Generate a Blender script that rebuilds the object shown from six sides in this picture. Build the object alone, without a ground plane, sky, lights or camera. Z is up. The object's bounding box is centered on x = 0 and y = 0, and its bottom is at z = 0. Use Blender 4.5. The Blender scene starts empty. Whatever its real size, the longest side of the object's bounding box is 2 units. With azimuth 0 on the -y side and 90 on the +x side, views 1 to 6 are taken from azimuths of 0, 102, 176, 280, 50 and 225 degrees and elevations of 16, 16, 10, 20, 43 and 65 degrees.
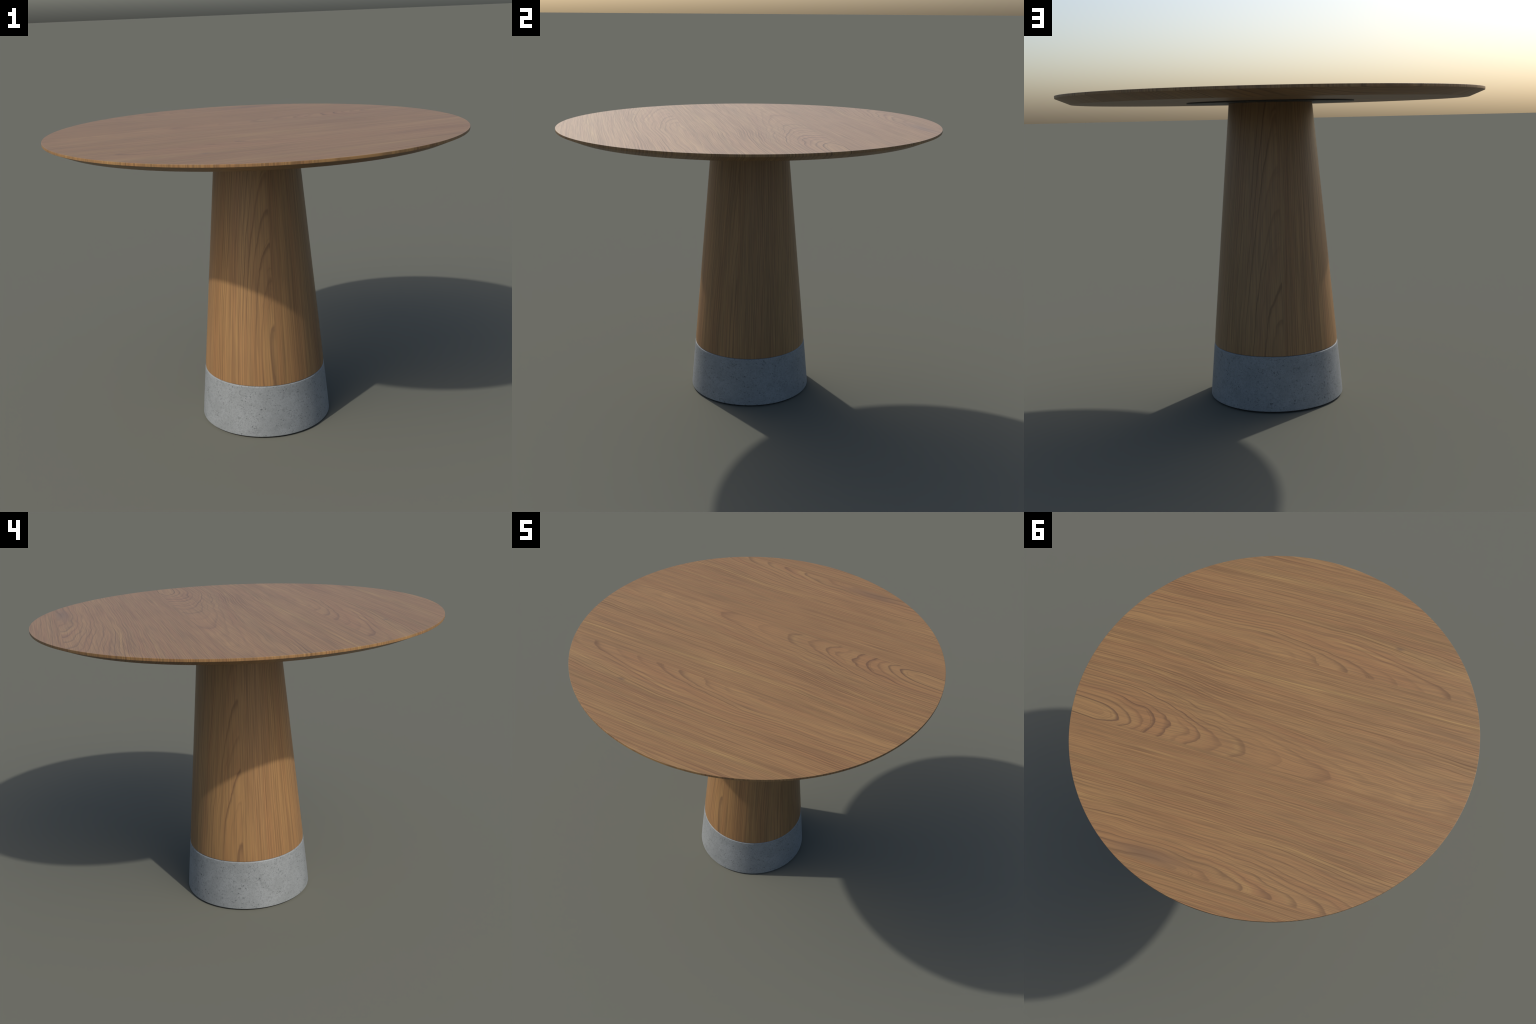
# Round pedestal dining table: bevelled veneered wooden top, dark steel mounting
# plate, conical veneered column and a cast concrete plinth on a thin black disc.
import bpy, bmesh, math

# ------------------------------------------------------------------ sizes (m)
TOP_R, TOP_Z = 1.000, 1.483          # table top radius and height
RIM_Z = 1.4710                       # lower edge of the vertical rim
UNDER_R, UNDER_Z = 0.932, 1.4430      # flat underside inside the long bevel
PLATE_R, PLATE_Z = 0.400, 1.4367     # steel plate under the top
SEAM_Z = 0.267                       # joint between wood and concrete
DISC_Z, DISC_R = 0.006, 0.3235         # inset black disc, dark line below the concrete
BASE_R, NECK_R, NECK_Z = 0.3312, 0.2000, 1.4367


def cone_radius(z):
    return BASE_R + (NECK_R - BASE_R) * z / NECK_Z


# ------------------------------------------------------------ lathe modelling
def lathe(name, profile, material, parent, segments=384, sharp_deg=11):
    """Revolve a closed (r, z) profile; r == 0 points become poles."""
    mesh = bpy.data.meshes.new(name)
    bm = bmesh.new()
    rings = []
    for r, z in profile:
        if r < 1e-6:
            rings.append([bm.verts.new((0, 0, z))])
        else:
            rings.append([bm.verts.new((r * math.cos(2 * math.pi * i / segments),
                                        r * math.sin(2 * math.pi * i / segments), z))
                          for i in range(segments)])
    for a, b in zip(rings[:-1], rings[1:]):
        for i in range(segments):
            j = (i + 1) % segments
            if len(a) == 1:
                bm.faces.new((a[0], b[j], b[i]))
            elif len(b) == 1:
                bm.faces.new((a[i], a[j], b[0]))
            else:
                bm.faces.new((a[i], a[j], b[j], b[i]))
    bmesh.ops.recalc_face_normals(bm, faces=bm.faces)
    for f in bm.faces:
        f.smooth = True
    lim = math.radians(sharp_deg)
    for e in bm.edges:
        if len(e.link_faces) == 2 and e.calc_face_angle(0) > lim:
            e.smooth = False
    bm.to_mesh(mesh)
    bm.free()
    mesh.materials.append(material)
    ob = bpy.data.objects.new(name, mesh)
    bpy.context.scene.collection.objects.link(ob)
    ob.parent = parent
    return ob


def rounded(points, radius, steps=4):
    """Round the inner corners of an open profile with small arcs."""
    out = [points[0]]
    for p, c, n in zip(points[:-2], points[1:-1], points[2:]):
        def toward(q):
            d = math.hypot(q[0] - c[0], q[1] - c[1])
            k = min(radius, d * 0.45) / d
            return (c[0] + (q[0] - c[0]) * k, c[1] + (q[1] - c[1]) * k)
        a, b = toward(p), toward(n)
        for i in range(steps + 1):
            t = i / steps
            out.append(tuple((1 - t) ** 2 * a[k] + 2 * t * (1 - t) * c[k] + t * t * b[k]
                             for k in (0, 1)))
    out.append(points[-1])
    return out


# ------------------------------------------------- small node-expression layer
class Ex:
    """A float socket (or constant) that turns arithmetic into Math nodes."""
    def __init__(self, g, s):
        self.g, self.s = g, s

    def _m(self, op, *args, clamp=False):
        n = self.g.nt.nodes.new('ShaderNodeMath')
        n.operation = op
        n.use_clamp = clamp
        for i, a in enumerate((self,) + args):
            self.g.plug(a, n.inputs[i])
        return Ex(self.g, n.outputs[0])

    def __add__(self, o): return self._m('ADD', o)
    __radd__ = __add__
    def __sub__(self, o): return self._m('SUBTRACT', o)
    def __rsub__(self, o): return (self * -1.0) + o
    def __mul__(self, o): return self._m('MULTIPLY', o)
    __rmul__ = __mul__
    def __truediv__(self, o): return self._m('DIVIDE', o)
    def __pow__(self, o): return self._m('POWER', o)
    def floor(self): return self._m('FLOOR')
    def fract(self): return self._m('FRACT')
    def sqrt(self): return self._m('SQRT')
    def clamp(self): return self._m('ADD', 0.0, clamp=True)
    def gt(self, o): return self._m('GREATER_THAN', o)
    def arctan2(self, o): return self._m('ARCTAN2', o)
    def equals(self, o, tol=0.1): return self._m('COMPARE', o, tol)

    def smooth(self, lo, hi, a=0.0, b=1.0):
        n = self.g.nt.nodes.new('ShaderNodeMapRange')
        n.interpolation_type = 'SMOOTHSTEP'
        self.g.plug(self, n.inputs['Value'])
        for key, val in (('From Min', lo), ('From Max', hi), ('To Min', a), ('To Max', b)):
            n.inputs[key].default_value = val
        return Ex(self.g, n.outputs['Result'])


class Graph:
    def __init__(self, name):
        self.mat = bpy.data.materials.new(name)
        self.mat.use_nodes = True
        self.nt = self.mat.node_tree
        self.nt.nodes.clear()
        self.out = self.nt.nodes.new('ShaderNodeOutputMaterial')
        self.bsdf = self.nt.nodes.new('ShaderNodeBsdfPrincipled')
        self.nt.links.new(self.bsdf.outputs[0], self.out.inputs['Surface'])

    def plug(self, value, socket):
        if isinstance(value, Ex):
            value = value.s
        if isinstance(value, bpy.types.NodeSocket):
            self.nt.links.new(value, socket)
        else:
            socket.default_value = value

    def object_xyz(self):
        tc = self.nt.nodes.new('ShaderNodeTexCoord')
        sp = self.nt.nodes.new('ShaderNodeSeparateXYZ')
        self.nt.links.new(tc.outputs['Object'], sp.inputs[0])
        self.pos, self.split = tc.outputs['Object'], sp
        return [Ex(self, s) for s in sp.outputs]

    def vec(self, x, y, z):
        n = self.nt.nodes.new('ShaderNodeCombineXYZ')
        for i, v in enumerate((x, y, z)):
            self.plug(v, n.inputs[i])
        return n.outputs[0]

    def noise(self, vector, scale=1.0, detail=2.0, rough=0.5, w=None, distortion=0.0):
        n = self.nt.nodes.new('ShaderNodeTexNoise')
        n.noise_dimensions = '3D' if w is None else '4D'
        self.plug(vector, n.inputs['Vector'])
        n.inputs['Scale'].default_value = scale
        n.inputs['Detail'].default_value = detail
        n.inputs['Roughness'].default_value = rough
        n.inputs['Distortion'].default_value = distortion
        if w is not None:
            self.plug(w, n.inputs['W'])
        return Ex(self, n.outputs[0])

    def mix(self, fac, a, b, mode='MIX'):
        n = self.nt.nodes.new('ShaderNodeMix')
        n.data_type = 'RGBA'
        n.blend_type = mode
        self.plug(fac, n.inputs['Factor'])
        for v, s in ((a, n.inputs['A']), (b, n.inputs['B'])):
            self.plug(tuple(v) + (1.0,) if isinstance(v, tuple) else v, s)
        return n.outputs['Result']

    def bump(self, height, strength, distance):
        n = self.nt.nodes.new('ShaderNodeBump')
        n.inputs['Strength'].default_value = strength
        n.inputs['Distance'].default_value = distance
        self.plug(height, n.inputs['Height'])
        self.nt.links.new(n.outputs[0], self.bsdf.inputs['Normal'])


# ------------------------------------------------------------------ materials
def veneer(g, s, x, leaf, start, rise, spread, ring, ring_gain, core=0.02, wob=1.0,
           bold=1.0, drift=0.05, thin=0.42):
    """Flat-sliced veneer. s runs along the grain, x across it from the leaf's
    heart side, leaf is the veneer leaf's index, start the heart's place along
    s.  Growth rings are cones round the heart line, cut by the flat slice:
    arches near x = 0, straight close lines further out.  rise is the cone's
    slope at the heart, spread the depth at which it levels off."""
    lz = leaf * 7.31
    slow = g.noise(g.vec(s * 1.5, x * 3.2, lz), 1.0, 1.0) - 0.5
    wavy = g.noise(g.vec(s * 5.0, x * 11.0, lz + 3.0), 1.0, 1.0) - 0.5
    fine = g.noise(g.vec(s * 26.0, x * 40.0, lz + 5.0), 1.0, 1.0) - 0.5
    t = start - s
    ahead = t._m('MAXIMUM', 0.0)
    behind = (t * -1.0)._m('MAXIMUM', 0.0)
    depth = (ahead * rise / spread)._m('TANH') * spread + ahead * drift + behind * 0.06
    calm = x.smooth(0.10, 0.36, 1.0, 0.2)                # straighter away from the heart
    xw = x + (slow * (0.060 * wob) + wavy * (0.018 * wob)) * calm
    dist = depth + (wavy * (0.046 * wob) + fine * 0.007) * t.smooth(0.35, 0.75, 1.0, 0.2)
    r = (xw * xw + dist * dist + core * core).sqrt()
    phase = r * ring * (r * ring_gain + 1.0)
    # late wood: darkens slowly towards the ring's end, then stops sharply
    f = phase.fract()
    idx = phase.floor()
    late = f.smooth(thin, 0.92) ** 1.9 * f.smooth(0.92, 1.0, 1.0, 0.0)
    per_ring = g.noise(g.vec(idx * 0.73, s * 1.3, lz), 1.0, 1.0, w=1.7).smooth(0.34, 0.66)
    open_zone = x.smooth(0.15, 0.40, 1.0, 0.75) * bold   # bold lines in the arches
    line = late * (per_ring * 0.85 + 0.15) * open_zone
    # tone that follows groups of rings, drifting slowly along the grain
    band = g.noise(g.vec(phase * 0.45, s * 0.7, lz), 1.0, 3.0, 0.65, w=4.0)
    band2 = g.noise(g.vec(phase * 0.30, s * 0.9, lz), 1.0, 2.0, 0.5, w=9.0)
    streak = g.noise(g.vec(phase * 0.8, s * 0.8, lz), 1.0, 1.0, 0.5, w=6.0)
    grain = g.noise(g.vec(s * 1.2, phase * 2.6, lz), 1.0, 3.0, 0.75, w=2.0) - x.smooth(0.06, 0.26, 0.10, 0.0)
    fibre = g.noise(g.vec(s * 3.0, xw * 260.0, lz), 1.0, 2.0, 0.7)
    return dict(line=line, band=band, band2=band2, streak=streak, grain=grain,
                fibre=fibre, wobble=slow)


def wood_finish(g, line, band, band2, streak, grain, fibre, wobble,
                smudge=None, sap=None, pale=0.55):
    tan, red, olive = (0.284, 0.160, 0.062), (0.260, 0.135, 0.053), (0.234, 0.137, 0.054)
    col = g.mix(band.smooth(0.38, 0.62), tan, red)
    col = g.mix(band2.smooth(0.48, 0.70, 0.0, 0.6), col, olive)
    col = g.mix(streak.smooth(0.60, 0.74, 0.0, pale), col, (0.335, 0.205, 0.076))
    col = g.mix(grain.smooth(0.48, 0.62, 0.0, 0.52), col, (0.125, 0.071, 0.034))
    if sap is not None:
        col = g.mix(sap, col, (0.345, 0.215, 0.078))
    if smudge is not None:
        col = g.mix(smudge, col, (0.130, 0.078, 0.046))
    col = g.mix(line * 0.86, col, (0.098, 0.056, 0.037))
    col = g.mix(fibre.smooth(0.42, 0.62, 0.0, 0.48), col, (0.122, 0.068, 0.032))
    g.plug(col, g.bsdf.inputs['Base Color'])
    g.plug(fibre * 0.08 + 0.40, g.bsdf.inputs['Roughness'])
    # open grain is duller than the sealed early wood
    g.plug(0.52 - line * 0.28 - grain.smooth(0.48, 0.62, 0.0, 0.14), g.bsdf.inputs['Specular IOR Level'])
    g.bump(fibre * 0.5 - line * 0.6, 0.06, 0.001)
    return g.mat


def wood_top():
    """Three veneer leaves laid side by side across the top, grain 25 deg off x."""
    g = Graph('walnut_veneer_top')
    x, y, z = g.object_xyz()
    c, s = math.cos(math.radians(25)), math.sin(math.radians(25))
    u = x * c + y * s
    v = y * c - x * s
    width, first = 0.612, 0.864
    q = (v * -1.0 + first) / width
    leaf = q.floor()
    across = (q - leaf) * width
    # the middle leaf's heart lies inside it, so its arches close into loops
    across = across - leaf.equals(1.0) * 0.042
    # heart of the arches along each leaf
    start = (leaf.equals(0.0) * 0.32 + leaf.equals(1.0) * 0.86
             + leaf.equals(2.0) * 0.30 + leaf.equals(-1.0) * 1.6)
    bold = leaf.equals(1.0) * u.smooth(0.18, 0.42, -0.15, 0.40) + 0.64
    parts = veneer(g, u, across, leaf, start, leaf.equals(1.0) * 0.23 + 0.15, 0.20, 30.0, 2.8,
                   bold=bold, drift=0.035)

    def patch(number, pu, pa, su, sa):
        du, da = (u - pu) / su, (across - pa) / sa
        return (du * du + da * da).sqrt().smooth(0.0, 1.0, 1.0, 0.0) * leaf.equals(number)
    # brown heart stain and a small pin knot
    smudge = patch(0.0, 0.34, 0.035, 0.30, 0.060) * 0.62 + patch(2.0, -0.49, 0.212, 0.035, 0.016) * 0.75
    # pale sapwood streaks running along the leaves
    sap_at = leaf.equals(0.0) * 0.238 + leaf.equals(1.0) * 0.438 + leaf.equals(2.0) * 0.462
    off = (across - sap_at + parts['wobble'] * 0.07)._m('ABSOLUTE')
    fade = g.noise(g.vec(u * 1.4, leaf * 3.7, 0.0), 1.0, 1.0).smooth(0.38, 0.60)
    sap = off.smooth(0.001, 0.008, 1.0, 0.0) * fade * 0.6 + off.smooth(0.01, 0.05, 1.0, 0.0) * fade * 0.15
    return wood_finish(g, **parts, smudge=smudge, sap=sap)


def wood_column():
    """Veneer wrapped round the cone in four leaves, grain running up."""
    g = Graph('walnut_veneer_column')
    x, y, z = g.object_xyz()
    az = y.arctan2(x) / (2 * math.pi)                    # turns
    q = ((az * -1.0 + (281.0 / 360.0)).fract()) / (94.0 / 360.0)
    leaf = q.floor()
    across = (q - leaf) * (math.radians(94.0) * 0.25)
    start = (leaf.equals(0.0) * -0.45 + leaf.equals(1.0) * -0.25
             + leaf.equals(2.0) * -0.10 + leaf.equals(3.0) * -0.30)
    across = across + leaf.equals(3.0) * 0.13
    return wood_finish(g, **veneer(g, z * -1.0, across, leaf + 11.0, start,
                                   0.15, 0.14, 21.0, 6.2, 0.03, 0.36, 0.78,
                                   0.03, 0.60),
                       pale=0.3)


def concrete():
    g = Graph('cast_concrete')
    g.object_xyz()
    cloud = g.noise(g.pos, 11.0, 4.0, 0.6)
    mottle = g.noise(g.pos, 60.0, 3.0, 0.6)
    grit = g.noise(g.pos, 260.0, 2.0, 0.6)
    spots = g.noise(g.pos, 125.0, 2.0, 0.6, distortion=0.4)
    vor = g.nt.nodes.new('ShaderNodeTexVoronoi')
    vor.inputs['Scale'].default_value = 46.0
    x, y, z = [Ex(g, o) for o in g.split.outputs]
    jig = g.noise(g.pos, 140.0, 1.0) * 0.022
    g.plug(g.vec(x + jig, y - jig, z * 1.25 + jig), vor.inputs['Vector'])
    pit = Ex(g, vor.outputs['Distance']).smooth(0.17, 0.27, 1.0, 0.0) * \
        g.noise(g.pos, 27.0, 2.0).smooth(0.50, 0.64)
    col = g.mix(cloud.smooth(0.32, 0.68), (0.224, 0.241, 0.248), (0.190, 0.205, 0.210))
    col = g.mix(mottle.smooth(0.50, 0.70, 0.0, 0.52), col, (0.142, 0.156, 0.160))
    col = g.mix(grit.smooth(0.40, 0.68, 0.0, 0.5), col, (0.132, 0.146, 0.151))
    uneven = g.noise(g.pos, 16.0, 2.0).smooth(0.38, 0.62, 0.35, 1.0)
    col = g.mix(spots.smooth(0.57, 0.68, 0.0, 0.85) * uneven, col, (0.085, 0.094, 0.098))
    col = g.mix(pit * 0.8, col, (0.055, 0.061, 0.065))
    g.plug(col, g.bsdf.inputs['Base Color'])
    g.bsdf.inputs['Roughness'].default_value = 0.62
    g.bump(grit * 0.3 - spots.smooth(0.62, 0.72) * 0.5 - pit, 0.25, 0.0015)
    return g.mat


def plain(name, colour, rough, metal=0.0):
    g = Graph(name)
    g.object_xyz()
    n = g.noise(g.pos, 180.0, 2.0)
    dark = tuple(c * 0.85 for c in colour)
    g.plug(g.mix(n.smooth(0.35, 0.65), colour, dark), g.bsdf.inputs['Base Color'])
    g.bsdf.inputs['Roughness'].default_value = rough
    g.bsdf.inputs['Metallic'].default_value = metal
    return g.mat


# ---------------------------------------------------------------------- build
table = bpy.data.objects.new('round_table', None)
table['label'] = 'round walnut table on conical column with concrete base'
table['category'] = 'table'
bpy.context.scene.collection.objects.link(table)

top_mat, column_mat = wood_top(), wood_column()
steel = plain('black_powder_coated_steel', (0.022, 0.023, 0.022), 0.5)
disc_mat = plain('matte_black', (0.012, 0.012, 0.012), 0.7)

lathe('table_top',
      [(0, TOP_Z)] + [(r, TOP_Z) for r in (0.3, 0.6, 0.85)] +
      rounded([(0.95, TOP_Z), (TOP_R, TOP_Z), (TOP_R, RIM_Z), (UNDER_R, UNDER_Z),
               (0.85, UNDER_Z)], 0.0012, 3) + [(0.5, UNDER_Z), (0, UNDER_Z)],
      top_mat, table, 512)

lathe('mounting_plate',
      [(0, UNDER_Z + 0.002), (PLATE_R - 0.01, UNDER_Z + 0.002)] +
      rounded([(PLATE_R, UNDER_Z + 0.002), (PLATE_R, PLATE_Z), (PLATE_R - 0.02, PLATE_Z)], 0.0015, 3) +
      [(0, PLATE_Z)],
      steel, table, 256)

# wooden column: set in slightly, a thin shadow gap above the concrete's rounded lip
lathe('column',
      [(0, NECK_Z + 0.002), (NECK_R - 0.002, NECK_Z + 0.002), (cone_radius(NECK_Z), NECK_Z)] +
      [(cone_radius(z), z) for z in (1.2, 0.9, 0.6, 0.4, 0.3)] +
      [(cone_radius(SEAM_Z) - 0.0016, SEAM_Z), (cone_radius(SEAM_Z) - 0.007, SEAM_Z - 0.001),
       (cone_radius(SEAM_Z) - 0.008, SEAM_Z - 0.005), (0, SEAM_Z - 0.005)],
      column_mat, table, 384)

zc = SEAM_Z - 0.0022
lip = cone_radius(zc) + 0.0006
lathe('concrete_base',
      [(0, zc - 0.002), (lip - 0.012, zc - 0.002)] +
      rounded([(lip - 0.009, zc), (lip - 0.0042, zc), (lip, zc - 0.0042),
               (cone_radius(0.25) + 0.0004, 0.25)], 0.0008, 3) +
      [(cone_radius(z) + 0.0004, z) for z in (0.24, 0.2, 0.1)] +
      rounded([(cone_radius(0.05) + 0.0003, 0.05), (cone_radius(DISC_Z), DISC_Z),
               (BASE_R - 0.03, DISC_Z)], 0.003, 8) +
      [(0, DISC_Z)],
      concrete(), table, 384, 25)

lathe('black_disc',
      [(0, DISC_Z + 0.001), (DISC_R, DISC_Z + 0.001), (DISC_R, 0.0), (0, 0.0)],
      disc_mat, table, 256)
